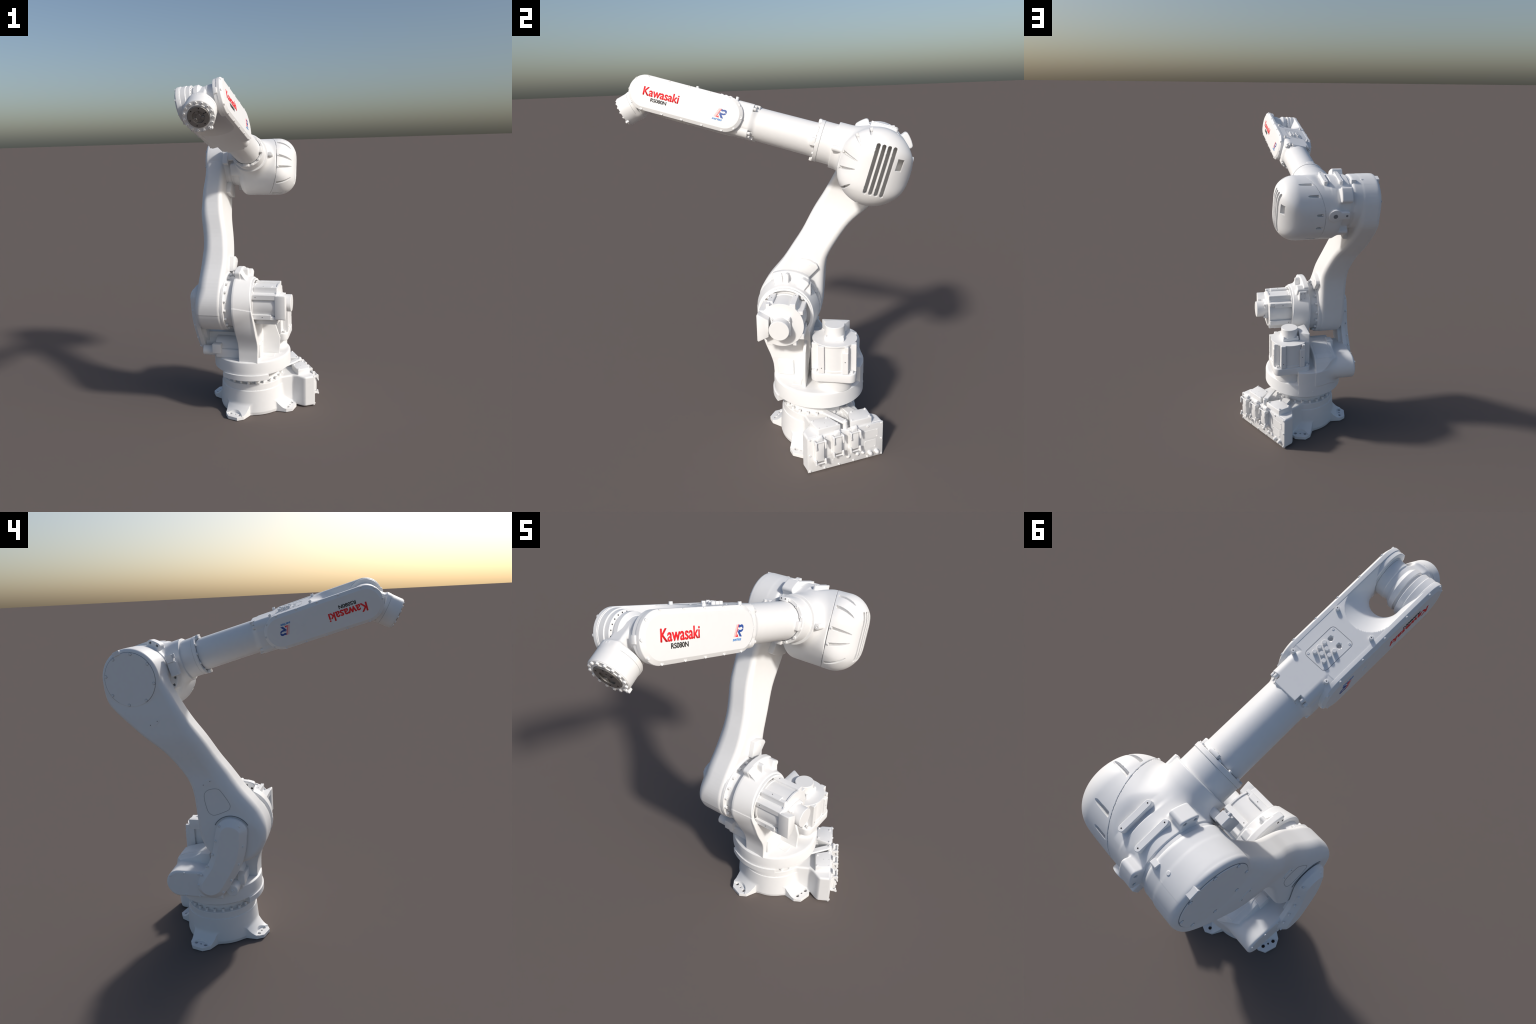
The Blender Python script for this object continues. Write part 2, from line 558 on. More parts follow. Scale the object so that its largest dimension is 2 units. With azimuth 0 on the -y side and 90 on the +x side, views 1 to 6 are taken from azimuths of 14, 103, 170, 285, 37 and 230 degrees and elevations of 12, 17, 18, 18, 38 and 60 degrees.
# three heavy rectangular connectors with locking levers
for yc, z0, z1 in ((-0.1585, 0.079, 0.188), (-0.0595, 0.1005, 0.195), (0.0375, 0.1015, 0.196)):
    p = Piece()
    p.box((0.3505, yc - 0.0285, z0 - 0.010), (0.3565, yc + 0.0285, z1 + 0.012), bevel=0.002, seg=1)
    p.box((0.3555, yc - 0.0235, z0 - 0.001), (0.3665, yc + 0.0235, z1 + 0.002), bevel=0.002, seg=1)
    p.box((0.3650, yc - 0.0205, z0 + 0.001), (0.3800, yc + 0.0205, z1), bevel=0.003, seg=2)
    p.prism([(0.3555, z1 + 0.002), (0.3700, z1 + 0.002), (0.3700, z1 + 0.022), (0.3555, z1 + 0.032)], yc - 0.014, yc + 0.018,
            Matrix(((1, 0, 0, 0), (0, 0, 1, 0), (0, 1, 0, 0), (0, 0, 0, 1))), 0.0015, 1)
    add('connector', p.mesh('connector'), M_BASE, cbox, PAINT)
    for s in (-1, 1):
        yy = yc + s * 0.0265
        q = Piece()
        M = Matrix(((1, 0, 0, 0), (0, 0, 1, 0), (0, 1, 0, 0), (0, 0, 0, 1)))
        top = [(0.3560, z1 + 0.008), (0.3840, z1 + 0.014), (0.3900, z1 + 0.008), (0.3890, z1 - 0.012),
               (0.3920, z1 - 0.026), (0.3890, z1 - 0.033), (0.3820, z1 - 0.022), (0.3770, z1 - 0.008), (0.3560, z1 - 0.006)]
        q.prism(top, yy - 0.0042, yy + 0.0042, M, 0.0012, 1)
        bot = [(0.3560, z0 - 0.008), (0.3750, z0 - 0.009), (0.3900, z0 - 0.016), (0.3930, z0 - 0.009),
               (0.3880, z0 + 0.004), (0.3870, z0 + 0.014), (0.3800, z0 + 0.016), (0.3740, z0 + 0.006), (0.3560, z0 + 0.006)]
        q.prism(bot, yy - 0.0042, yy + 0.0042, M, 0.0012, 1)
        add('locking_lever', q.mesh('locking_lever'), M_BASE, cbox, PAINT)
    q = Piece()
    q.box((0.3790, yc - 0.0265, z1 + 0.004), (0.3860, yc + 0.0265, z1 + 0.0115), bevel=0.0015, seg=1)
    q.box((0.3790, yc - 0.0265, z0 - 0.012), (0.3850, yc + 0.0265, z0 - 0.006), bevel=0.0015, seg=1)
    add('locking_lever', q.mesh('locking_lever'), M_BASE, cbox, PAINT)

# ================================================================= TURNTABLE
p = Piece()
p.lathe([(0, 0.2845), (0.247, 0.2845), (0.25, 0.2875), (0.25, 0.358), (0.248, 0.366), (0.241, 0.371), (0.232, 0.372), (0, 0.372)], seg=128)
turntable = add('turntable', p.mesh('turntable'), M_UP, robot, PAINT)
p = Piece()
ring = arc(0, 0, 0.2575, -125, -55, 40) + arc(0, 0, 0.215, -55, -125, 40)
p.prism(ring, 0.252, 0.287, bevel=0.001, seg=1)
add('stopper_lip', p.mesh('stopper_lip'), M_UP, turntable, PAINT)
p = Piece().disc(0.006, 0.2495, 0.2515, ALONG_X, seg=20)
add('plug', p.mesh('plug'), M_UP @ RZ(92) @ T(0, 0, 0.317), turntable, PAINT)

# rear cast body on the turntable with its sloping lid and side barrel
LID = [(0.255, 0.440), (0.2330, 0.4680), (0.2130, 0.5060), (0.198, 0.5260), (0.165, 0.5420), (0.105, 0.5570), (0.045, 0.5665),
       (-0.06, 0.562), (-0.06, 0.36), (0.255, 0.36)]


def rear_field(x, y, z):
    drum = q2(np.sqrt(x * x + y * y) - 0.25, slab(z, 0.30, 0.4555), 0.003)
    drum = np.maximum(np.maximum(drum, x - 0.084), -(y + 0.02))
    lid = q2(f_poly(y, z + 0.020 * sstep(-x, 0.115, 0.180) * sstep(y, 0.04, 0.11), LID), slab(x, -0.177, -0.028), 0.006)
    barrel = q2(np.minimum(f_capsule2(y, z, (0.146, 0.4335), (-0.03, 0.4335), 0.0795),
                           f_box(y, z, 0 * z, (-0.10, 0.3540, -1), (0.146, 0.513, 1), 0.0)),
                slab(x, -0.2975, -0.05), 0.014)
    foot = q2(f_capsule2(y, z, (-0.11, 0.43), (0.10, 0.43), 0.062), slab(x, -0.205, 0.0), 0.006)
    lid = np.maximum(lid, np.sqrt(x * x + y * y) - 0.2495)
    d = smin(drum, lid, 0.012)
    d = smin(d, np.minimum(barrel, foot), 0.018)
    return d


rear = add('rear_housing', field_mesh('rear_housing', rear_field, (-0.31, -0.19, 0.29), (0.10, 0.26, 0.605), 0.0035),
           M_UP, robot, PAINT)
p = Piece()
p.box((-0.191, -0.005, 0.49), (-0.150, 0.052, 0.5725), bevel=0.003, seg=2)
add('cable_block', p.mesh('cable_block'), M_UP, rear, PAINT)
# lid parting line
lid_curve = [(0.045, 0.5668), (0.105, 0.5573), (0.165, 0.5423), (0.196, 0.5275)]
path = [(-0.045, y, z) for y, z in lid_curve] + [(-0.145, y, z) for y, z in lid_curve[::-1]]
seam(M_UP, rear, path, 0.0022, mat=PAINT)
screws(M_UP, rear, [(-0.2955, y, z) for y, z in ((0.1980, 0.4800), (0.1150, 0.5000), (0.0330, 0.5000), (0.115, 0.3670), (0.033, 0.3670))],
       (-1, 0, 0), 0.0065, 0.006)
# box and barrel in front of the rear housing
p = Piece()
p.box((-0.215, -0.205, 0.405), (-0.160, -0.165, 0.465), Matrix.Identity(4), 0.003)
p.disc(0.032, -0.285, -0.15, T(0, -0.150, 0.405) @ ALONG_X, 0.003, 32)
p.box((-0.20, -0.19, 0.37), (-0.02, -0.09, 0.43), bevel=0.01, seg=3)
add('front_bracket', p.mesh('front_bracket'), M_UP, rear, PAINT)
screws(M_UP, rear, [(-0.285, -0.152, 0.405)], (-1, 0, 0), 0.009, 0.006)

# ---------------------------------------------------------- shoulder column
COL = smooth_path([(-0.236, 0.365), (-0.2368, 0.41), (-0.2405, 0.457), (-0.2565, 0.511), (-0.2865, 0.5755), (-0.3060, 0.6200), (-0.3240, 0.6655), (-0.3375, 0.710), (-0.3405, 0.743)],
                  6, closed=False) + [(-0.1675, 0.75), (-0.02, 0.655), (-0.03, 0.56), (-0.045, 0.45), (-0.05, 0.365)]


def column_field(x, y, z):
    x0 = -0.037 - 0.010 * np.clip((z - 0.50) / 0.15, 0, 1)
    x1 = np.interp(z, [0.372, 0.49, 0.628, 0.74, 0.835, 0.95], [0.083, 0.0890, 0.0810, 0.070, 0.061, 0.055])
    rr = np.sqrt((y - J2[0]) ** 2 + (z - J2[1]) ** 2)
    r_t = 0.1745 - 0.021 * np.clip((x + 0.035) / 0.095, 0, 1)
    pol = f_poly(y, z, COL) + (0.1745 - r_t) * sstep(z, 0.52, 0.74)
    out = smin(pol, rr - r_t, 0.012)
    d = q2(out, np.abs(x - (x0 + x1) / 2) - (x1 - x0) / 2, 0.004)
    d = np.maximum(d, -np.maximum(rr - 0.135, 0.030 - x))
    # crown: ridge beside the arm, middle post, taller block at the back
    a = np.arctan2(z - J2[1], y - J2[0])

    def sector(a0, a1, ro, xa, xb, rd=0.008):
        c, h = rad((a0 + a1) / 2), rad((a1 - a0) / 2)
        return np.maximum(q2(q2(rr - ro, (np.abs(a - c) - h) * 0.2, 0.014), slab(x, xa, xb), rd), 0.15 - rr)
    ridge = sector(54, 113, 0.2180, -0.044, -0.006)
    ramp = np.maximum(sector(97, 112, 0.2180, -0.044, 0.03), (x + 0.003) * 0.889 + (rr - 0.2105) * 0.458)
    post = sector(85, 92, 0.2135, -0.044, 0.028, 0.006)
    block = sector(51, 66, 0.2110, -0.044, 0.036)
    crown = np.minimum(np.minimum(ridge, ramp), np.minimum(post, block))
    d = smin(d, crown, 0.010)
    ear = f_box(x, y, z, (-0.026, -0.10, 0.838), (0.024, -0.032, 0.90), 0.006)
    return smin(d, ear, 0.008)


column = add('shoulder_column', field_mesh('shoulder_column', column_field, (-0.07, -0.36, 0.36), (0.10, 0.02, 0.975), 0.0034),
             M_UP, robot, PAINT)
p = Piece()
p.prism([(0.0, 0.372), (0.190, 0.372), (0.196, 0.475), (0.168, 0.565), (0.12, 0.60), (0.0, 0.60)], -0.010, 0.006,
        T(0, -0.055, 0) @ Matrix(((1, 0, 0, 0), (0, 0, 1, 0), (0, 1, 0, 0), (0, 0, 0, 1))), 0.002, 2)
add('rib', p.mesh('rib'), M_UP, column, PAINT)
p = Piece()
p.box((0.080, -0.2113, 0.392), (0.0955, -0.125, 0.4815), bevel=0.004, seg=2)
p.box((0.10, -0.127, 0.370), (0.166, -0.078, 0.3745), bevel=0.001, seg=1)
add('terminal_plate', p.mesh('terminal_plate'), M_UP, column, PAINT)
screws(M_UP, column, [(0.0955, y, z) for y in (-0.204, -0.132) for z in (0.400, 0.474)], (1, 0, 0), 0.003, 0.002)
hole_discs(M_UP, column, [(-0.0265, -0.0325, 0.85)], (0, 1, 0), 0.002)
hole_discs(M_UP, column, [(-0.012 + 0.024 * i, -0.0318, 0.850 + 0.036 * j) for i in (0, 1) for j in (0, 1)], (0, 1, 0), 0.0022)
hole_discs(M_UP, column, [(-0.0442, -0.205, 0.936), (-0.0442, -0.2330, 0.919)], (-1, 0, 0), 0.006)


# ------------------------------------------------------------------- motors
def motor(name, fm, base_len, body_r, length, plug_dir, parent, flange):
    """Servo motor along local z, z = 0 at the mounting face."""
    p = Piece()
    L = length
    p.disc(body_r * 0.955, 0.0, L - 0.006, seg=72)
    p.disc(body_r, L - 0.010, L, seg=72, c=0.001)
    p.disc(body_r * 0.985, 0.0, 0.014, seg=72)
    for a in (0, 90, 180, 270):                        # paired rails on each side, one cut short below its screw
        m = RZ(a + plug_dir)
        p.box((body_r * 0.55, -0.0765, 0.001), (body_r * 0.992, -0.046, L - 0.0015), m, 0.002, 1)
        p.box((body_r * 0.55, 0.046, 0.002), (body_r * 0.988, 0.0765, L - 0.034), m, 0.002, 1)
        p.box((body_r * 0.50, -0.1140, 0.012), (body_r * 0.66, -0.060, L - 0.0025), m, 0.002, 1)
    mo = add(name, p.mesh(name), fm, parent, PAINT)
    if flange:
        p = Piece()
        f = body_r * 0.99
        p.prism(rrect(-f, -f, f, f, 0.035, 8), -base_len, 0.0, RZ(plug_dir), 0.006, 3)
        add('mounting_flange', p.mesh('mounting_flange'), fm, mo, PAINT)
    # encoder cap and its foot
    p = Piece()
    p.box((-0.052, -0.052, L - 0.001), (0.052, 0.052, L + 0.022), RZ(plug_dir), 0.006, 2)
    p.disc(0.0525, L, L + 0.074, seg=56, c=0.002)
    add('encoder_cap', p.mesh('encoder_cap'), fm, mo, PAINT)
    screws(fm @ RZ(plug_dir), mo, [(x, y, L + 0.022) for x in (-0.044, 0.044) for y in (-0.044, 0.044)], (0, 0, 1), 0.0065, 0.008)
    # connector box beside the cap
    p = Piece()
    p.prism([(0.058, -0.046), (0.1125, -0.0755), (0.1180, -0.0700), (0.1180, 0.0700), (0.1125, 0.0755), (0.058, 0.046)],
            L - 0.011, L + 0.050, RZ(plug_dir), 0.002, 2)
    add('plug_box', p.mesh('plug_box'), fm, mo, PAINT)
    # screws above the short rails and at the mounting corners
    for a in (0, 90, 180, 270):
        screws(fm @ RZ(a + plug_dir), mo, [(body_r * 0.88, 0.0610, L - 0.034)], (0, 0, 1), 0.0075, 0.014)
        screws(fm @ RZ(a + plug_dir), mo, [(body_r * 0.80, 0.0950, 0.0)], (0, 0, 1), 0.009, 0.014)
        hole_discs(fm @ RZ(a + plug_dir), mo, [(body_r * 0.988, 0.0610, L * 0.45), (body_r * 0.992, -0.0610, L * 0.20)], (1, 0, 0), 0.0026)
    return mo


m_sh = M_UP @ T(0.058, J2[0], J2[1]) @ ALONG_X
shoulder_motor = motor('shoulder_motor', m_sh, 0.02, 0.118, 0.160, 180, robot, False)
m_bs = M_UP @ T(0.119, 0.1005, 0.487)
base_motor = motor('base_motor', m_bs, 0.05, 0.118, 0.156, 180, robot, True)
p = Piece().disc(0.095, -0.118, -0.045, seg=56)
add('motor_plinth', p.mesh('motor_plinth'), m_bs, base_motor, PAINT)
p = Piece().tube(0.135, 0.1465, 0.0, 0.010, T(0.060, J2[0], J2[1]) @ ALONG_X, 80)
p.disc(0.137, 0.0, 0.010, T(0.040, J2[0], J2[1]) @ ALONG_X, seg=80)
add('motor_seat', p.mesh('motor_seat'), M_UP, shoulder_motor, PAINT)

# ================================================================= LOWER ARM
FRONT = [(-0.344, 0.700), (-0.349, 0.760), (-0.335, 0.815), (-0.291, 0.889), (-0.2128, 0.983), (-0.147, 1.080), (-0.098, 1.155),
         (-0.039, 1.265), (0.025, 1.365), (0.090, 1.480), (0.124, 1.545), (0.142, 1.590)]
REAR = [(0.398, 1.686), (0.441, 1.622), (0.4530, 1.560), (0.4410, 1.466), (0.391, 1.399), (0.264, 1.280), (0.164, 1.193), (0.093, 1.097), (0.047, 1.016), (0.031, 0.950), (0.025, 0.880),
        (0.020, 0.800), (0.012, 0.720)]
ARM_OUT = smooth_path(FRONT, 4, False) + [(0.2955, 1.60)] + smooth_path(REAR, 4, False) + [(-0.1675, 0.62)]


MID = [(0.50, -0.17), (0.743, -0.1675), (0.889, -0.130), (0.983, -0.085), (1.08, -0.030), (1.19, 0.045), (1.278, 0.115), (1.405, 0.215), (1.571, 0.2955), (1.80, 0.33)]


def lower_arm_field(x, y, z):
    r2 = np.sqrt((y - J2[0]) ** 2 + (z - J2[1]) ** 2)
    r3 = np.sqrt((y - J3[0]) ** 2 + (z - J3[1]) ** 2)
    out = np.minimum(smin(f_poly(y, z, ARM_OUT), r2 - 0.1810, 0.004), r3 - 0.1530)
    x_in = -0.105 - 0.080 * sstep(z, 0.99, 1.43)
    x_out = -0.276 - 0.041 * sstep(z, 1.04, 1.30) + 0.007 * sstep(z, 1.38, 1.50)
    c, hw = (x_in + x_out) / 2, (x_in - x_out) / 2
    yc = np.interp(z, [m[0] for m in MID], [m[1] for m in MID])
    front = sstep(yc - y, -0.04, 0.06)
    # the outer front edge carries a broad bevel that fades out at both ends
    fade = sstep(z, 0.70, 0.86) * (1 - sstep(z, 1.18, 1.46))
    rd_out = 0.024 + front * (0.010 + 0.042 * fade)
    d_in = q2(out, (x - c) - hw, 0.034 - 0.006 * front)
    d_out = q2(out, -(x - c) - hw, rd_out)
    d = np.where(x > c, d_in, d_out)
    top = f_cyl(y, z, x, J3[0], J3[1], 0.1535, -0.312, -0.148, 0.018)
    low = f_cyl(y, z, x, J2[0], J2[1], 0.178, -0.20, -0.101, 0.004)
    return np.minimum(smin(d, top, 0.004), low)


lower_arm = add('lower_arm', field_mesh('lower_arm', lower_arm_field, (-0.32, -0.36, 0.555), (-0.09, 0.46, 1.735), 0.0046), M_UP, robot, PAINT)
p = Piece()
p.disc(0.1345, -0.3155, -0.305, T(0, J3[0], J3[1]) @ ALONG_X, 0.0015, 96)
add('elbow_cap', p.mesh('elbow_cap'), M_UP, lower_arm, PAINT)
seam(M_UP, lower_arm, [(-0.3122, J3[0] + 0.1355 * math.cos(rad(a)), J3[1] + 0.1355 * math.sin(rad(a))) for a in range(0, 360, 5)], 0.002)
screws(M_UP, lower_arm, [(-0.3155, J3[0] + 0.1277 * math.cos(rad(a)), J3[1] + 0.1277 * math.sin(rad(a))) for a in range(8, 368, 45)],
       (-1, 0, 0), 0.0062, 0.004)
shade_rings(M_UP, lower_arm, [(-0.3155, J3[0] + 0.1277 * math.cos(rad(a)), J3[1] + 0.1277 * math.sin(rad(a))) for a in range(8, 368, 45)],
      (-1, 0, 0), 0.0062)
# nub, plug and tab on the crown of the elbow end
p = Piece()
p.box((-0.176, 0.370, 1.680), (-0.148, 0.390, 1.7085), bevel=0.002, seg=1)
p.box((0.130, -0.019, -0.3195), (0.1525, 0.019, -0.280), T(0, J3[0], J3[1]) @ ALONG_X @ RZ(67), 0.002, 1)
add('nub', p.mesh('nub'), M_UP, lower_arm, PAINT)
p = Piece().disc(0.0075, 0.0, 0.003, seg=20)
add('plug', p.mesh('plug'), M_UP @ T(-0.214, 0.3685, 1.7055) @ align((0, 0.42, 0.9)), lower_arm, PAINT)
# curved stop under the elbow on the inner side
p = Piece()
blk = arc(J3[0], J3[1], 0.232, -128, -94, 10) + arc(J3[0], J3[1], 0.13, -94, -128, 10)
p.prism(blk, -0.195, -0.153, ALONG_X, 0.005, 2)
add('elbow_stop', p.mesh('elbow_stop'), M_UP, lower_arm, PAINT)
# shoulder joint drum and its screw ring
p = Piece()
p.lathe([(0, -0.11), (0.1775, -0.11), (0.1775, -0.0985), (0.174, -0.0955), (0.157, -0.0955), (0.155, -0.090), (0.152, -0.040), (0, -0.040)],
        T(0, J2[0], J2[1]) @ ALONG_X, 96)
add('shoulder_joint', p.mesh('shoulder_joint'), M_UP, lower_arm, PAINT)
screws(M_UP, lower_arm, [(-0.0955, J2[0] + 0.1645 * math.cos(rad(a)), J2[1] + 0.1645 * math.sin(rad(a))) for a in range(5, 365, 20)],
       (1, 0, 0), 0.0085, 0.014, 'joint_screw')
# stop block above the joint
p = Piece()
p.prism([(-0.097, 1.0105), (-0.050, 1.002), (-0.010, 0.979), (0.0, 0.960), (-0.053, 0.904), (-0.085, 0.9150), (-0.119, 0.921)],
        -0.108, -0.078, ALONG_X, 0.004, 2)
stop = add('stop_block', p.mesh('stop_block'), M_UP, lower_arm, PAINT)
p = Piece().tube(0.0055, 0.0075, 0, 0.0012, ALONG_X, 20)
add('plug', p.mesh('plug'), M_UP @ T(-0.078, -0.048, 0.968), lower_arm, PAINT)
# access panel seam and small badge plates on the outer side
PANEL = [(-0.0345, 0.968), (-0.060, 0.989), (-0.100, 0.9945), (-0.122, 0.982), (-0.164, 0.918), (-0.166, 0.890), (-0.150, 0.874), (-0.090, 0.8485),
         (-0.066, 0.848), (-0.045, 0.868), (-0.031, 0.930)]
seam(M_UP, lower_arm, [(-0.2762, y, z) for y, z in smooth_path(PANEL, 5)], 0.0018)
for c, a, r, xx in (((-0.050, 1.0255), 150, 0.030, -0.2762), ((0.190, 1.353), 152, 0.032, -0.3165)):
    p = Piece()
    half = [(r * 1.05 * math.cos(rad(t)), r * 0.42 * math.sin(rad(t))) for t in range(0, 360, 15)]
    p.prism([(c[0] + x * math.cos(rad(a)) - y * math.sin(rad(a)), c[1] + x * math.sin(rad(a)) + y * math.cos(rad(a))) for x, y in half],
            xx - 0.0025, xx + 0.002, ALONG_X)
    add('badge_plate', p.mesh('badge_plate'), M_UP, lower_arm, PAINT)
    hole_discs(M_UP, lower_arm, [(xx - 0.0025, c[0] + s * 0.022 * math.cos(rad(a)), c[1] + s * 0.022 * math.sin(rad(a))) for s in (-1, 1)],
          (-1, 0, 0), 0.0022)

# --------------------------------------------------- curved cable duct cover
DUCT_F = [(-0.168, 0.840), (-0.222, 0.824), (-0.254, 0.785), (-0.2520, 0.730), (-0.2430, 0.660), (-0.2250, 0.595), (-0.1970, 0.533), (-0.166, 0.480),
          (-0.130, 0.420), (-0.098, 0.386), (-0.050, 0.366)]
DUCT_B = [(0.000, 0.374), (0.033, 0.405), (0.040, 0.445), (0.020, 0.495), (-0.036, 0.580), (-0.066, 0.665), (-0.082, 0.745), (-0.098, 0.797), (-0.128, 0.828)]
DUCT = smooth_path(DUCT_F + DUCT_B, 4)


def duct_field(x, y, z):
    plate = f_poly(y, z, DUCT)
    chamfer = (-x - 0.3055 + 0.95 * plate) / 1.38
    d = smax(smax(q2(plate, -x - 0.3360, 0.004), chamfer, 0.002), x + 0.280, 0.001)
    return d


p = Piece()
p.prism(arc(-0.170, 0.742, 0.1055, 28, 148, 30) + arc(-0.170, 0.742, 0.1015, 148, 28, 30), -0.2785, -0.270, ALONG_X)
add('seam', p.mesh('seam'), M_UP, lower_arm, SEAM)  # dark strip added in place of the recessed gap above the duct
duct = add('cable_duct', field_mesh('cable_duct', duct_field, (-0.35, -0.26, 0.36), (-0.275, 0.05, 0.845), 0.003), M_UP, robot, PAINT)
p = Piece()
p.prism([(-0.168, 0.800), (-0.215, 0.780), (-0.215, 0.66), (-0.15, 0.50), (-0.06, 0.40), (0.0, 0.44), (-0.09, 0.62), (-0.12, 0.74)], -0.30, -0.26, ALONG_X)
add('duct_core', p.mesh('duct_core'), M_UP, duct, PAINT)
screws(M_UP, duct, [(-0.3165, y, z) for y, z in ((-0.1123, 0.803), (-0.2197, 0.803), (-0.0850, 0.716), (-0.2338, 0.692), (-0.0620, 0.635), (-0.2060, 0.588),
                                                (-0.0275, 0.562), (0.009, 0.508), (-0.160, 0.489), (-0.1105, 0.4145), (0.030, 0.446))],
       (-1, 0, 0), 0.0065, 0.0065)

# ============================================================= ELBOW HOUSING
EC = (-0.622, -0.036)       # motor housing axis (d, u)
E3 = (-0.620, -0.003)       # elbow axis (d, u)


def seam_plane(d, n):
    return (n - (0.0075 + 0.455 * (d + 0.80))) * 0.91


def shell(d, u, r=0.1755):
    return np.sqrt((d - EC[0]) ** 2 + ((u - EC[1]) * 0.957) ** 2) - r


def plan_dome(d, n):
    return (np.sqrt(((d - EC[0]) / 0.1768) ** 2 + (np.maximum(n - 0.105, 0) / 0.164) ** 2) - 1) * 0.15


def elbow_field(d, n, u):
    body = q2(shell(d, u), np.maximum(slab(n, -0.092, 0.30), seam_plane(d, n) + 0.0004), 0.0)
    body = np.maximum(body, q2(shell(d, u), -n - 0.092, 0.045))
    body = smax(body, plan_dome(d, n) + 0.0008, 0.012)
    body = smax(body, np.minimum(u - 0.130, 0.5 * (0.135 - seam_plane(d, n)) * 0 + u - 0.130 - 0.5 * np.maximum(n - 0.01, 0)), 0.016)
    joint = f_cyl(d, u, n, E3[0], E3[1], 0.150, -0.138, -0.03, 0.004)
    dn = smin(body, joint, 0.012)
    neck = q2(np.sqrt(n * n + u * u) - 0.1140, slab(d, -0.60, -0.4065), 0.003)
    dn = smin(dn, neck, 0.04)
    rr = np.sqrt((d - E3[0]) ** 2 + (u - E3[1]) ** 2)
    a = np.arctan2(u - E3[1], d - E3[0])
    for ang, ro, half in ((50, 0.1855, 0.036), (141, 0.187, 0.042), (-28, 0.187, 0.040), (-128, 0.192, 0.040)):
        da = np.abs(np.arctan2(np.sin(a - rad(ang)), np.cos(a - rad(ang))))
        lug = q2(q2(rr - ro, da * 0.17 - half, 0.014), slab(n, -0.137, -0.074), 0.006)
        lug = np.maximum(lug, 0.10 - rr)
        dn = smin(dn, lug, 0.012)
        for s in (-1, 1):
            ca = rad(ang + s * 6.5)
            dn = np.maximum(dn, -np.maximum(np.sqrt((d - E3[0] - 0.172 * math.cos(ca)) ** 2 + (u - E3[1] - 0.172 * math.sin(ca)) ** 2) - 0.0062,
                                            n + 0.115))
    return dn


elbow = add('elbow_housing', field_mesh('elbow_housing', elbow_field, (-0.83, -0.14, -0.23), (-0.40, 0.18, 0.20), 0.0034), M_ARM, robot, PAINT)
# flat strap bars on top
for nn in (-0.002, -0.0897):
    p = Piece()
    p.prism(stadium(-0.6746, -0.5652, nn, 0.012, 10), 0.100, 0.153, bevel=0.0015, seg=1)
    bar = add('strap_bar', p.mesh('strap_bar'), M_ARM, elbow, PAINT)
    hole_discs(M_ARM, elbow, [(-0.6746, nn, 0.153), (-0.5652, nn, 0.153)], (0, 0, 1), 0.0025)
# rear lifting plate
p = Piece()
tang = arc(-0.0413, 0.001, 0.037, 35, 325, 24)
plate = [(-0.0413 - (x + 0.0413), y) for x, y in tang]
p.prism([(n, u) for n, u in plate[::-1]] + [(-0.121, 0.020), (-0.121, -0.018)], -0.803, -0.765,
        Matrix(((0, 0, 1, 0), (1, 0, 0, 0), (0, 1, 0, 0), (0, 0, 0, 1))), 0.003, 2)
add('lifting_plate', p.mesh('lifting_plate'), M_ARM, elbow, PAINT)
hole_discs(M_ARM, elbow, [(-0.803, -0.0413, 0.0007)], (-1, 0, 0), 0.0125, mat=SEAM)
hole_discs(M_ARM, elbow, [(-0.803, -0.1052, 0.0025)], (-1, 0, 0), 0.0068, mat=SEAM)
# lug beside the neck and connector block between neck and arm
p = Piece()
p.disc(0.0135, -0.470, -0.4055, T(0, 0.1303, 0.0) @ ALONG_X, 0.002, 24)
p.box((-0.47, 0.10, -0.013), (-0.409, 0.132, 0.013), bevel=0.002, seg=1)
add('lug', p.mesh('lug'), M_ARM, elbow, PAINT)
p = Piece().tube(0.004, 0.0065, 0, 0.0015, ALONG_X, 20)
add('plug', p.mesh('plug'), M_ARM @ T(-0.4055, 0.1303, 0.0), elbow, PAINT)
p = Piece()
p.box((-0.456, -0.186, 0.012), (-0.418, -0.150, 0.052), bevel=0.002, seg=1)
p.box((-0.460, -0.180, -0.057), (-0.412, -0.148, 0.014), bevel=0.003, seg=1)
p.box((-0.420, -0.178, 0.030), (-0.407, -0.168, 0.052), bevel=0.002, seg=1)
p.box((-0.462, -0.152, -0.030), (-0.432, -0.085, 0.030), bevel=0.004, seg=1)
add('connector_block', p.mesh('connector_block'), M_ARM, elbow, PAINT)
# joint gap ring
p = Piece().disc(0.146, -0.152, -0.13, T(E3[0], 0, E3[1]) @ ALONG_Y @ T(0, 0, 0), 0.001, 80)
add('elbow_joint', p.mesh('elbow_joint'), M_ARM, elbow, PAINT)

# --------------------------------------------------------------- motor cover
SLOT_ANG = (68, 45.5, 13, -12, -45, -80, -101, -135, -168, 167, 134, 110)


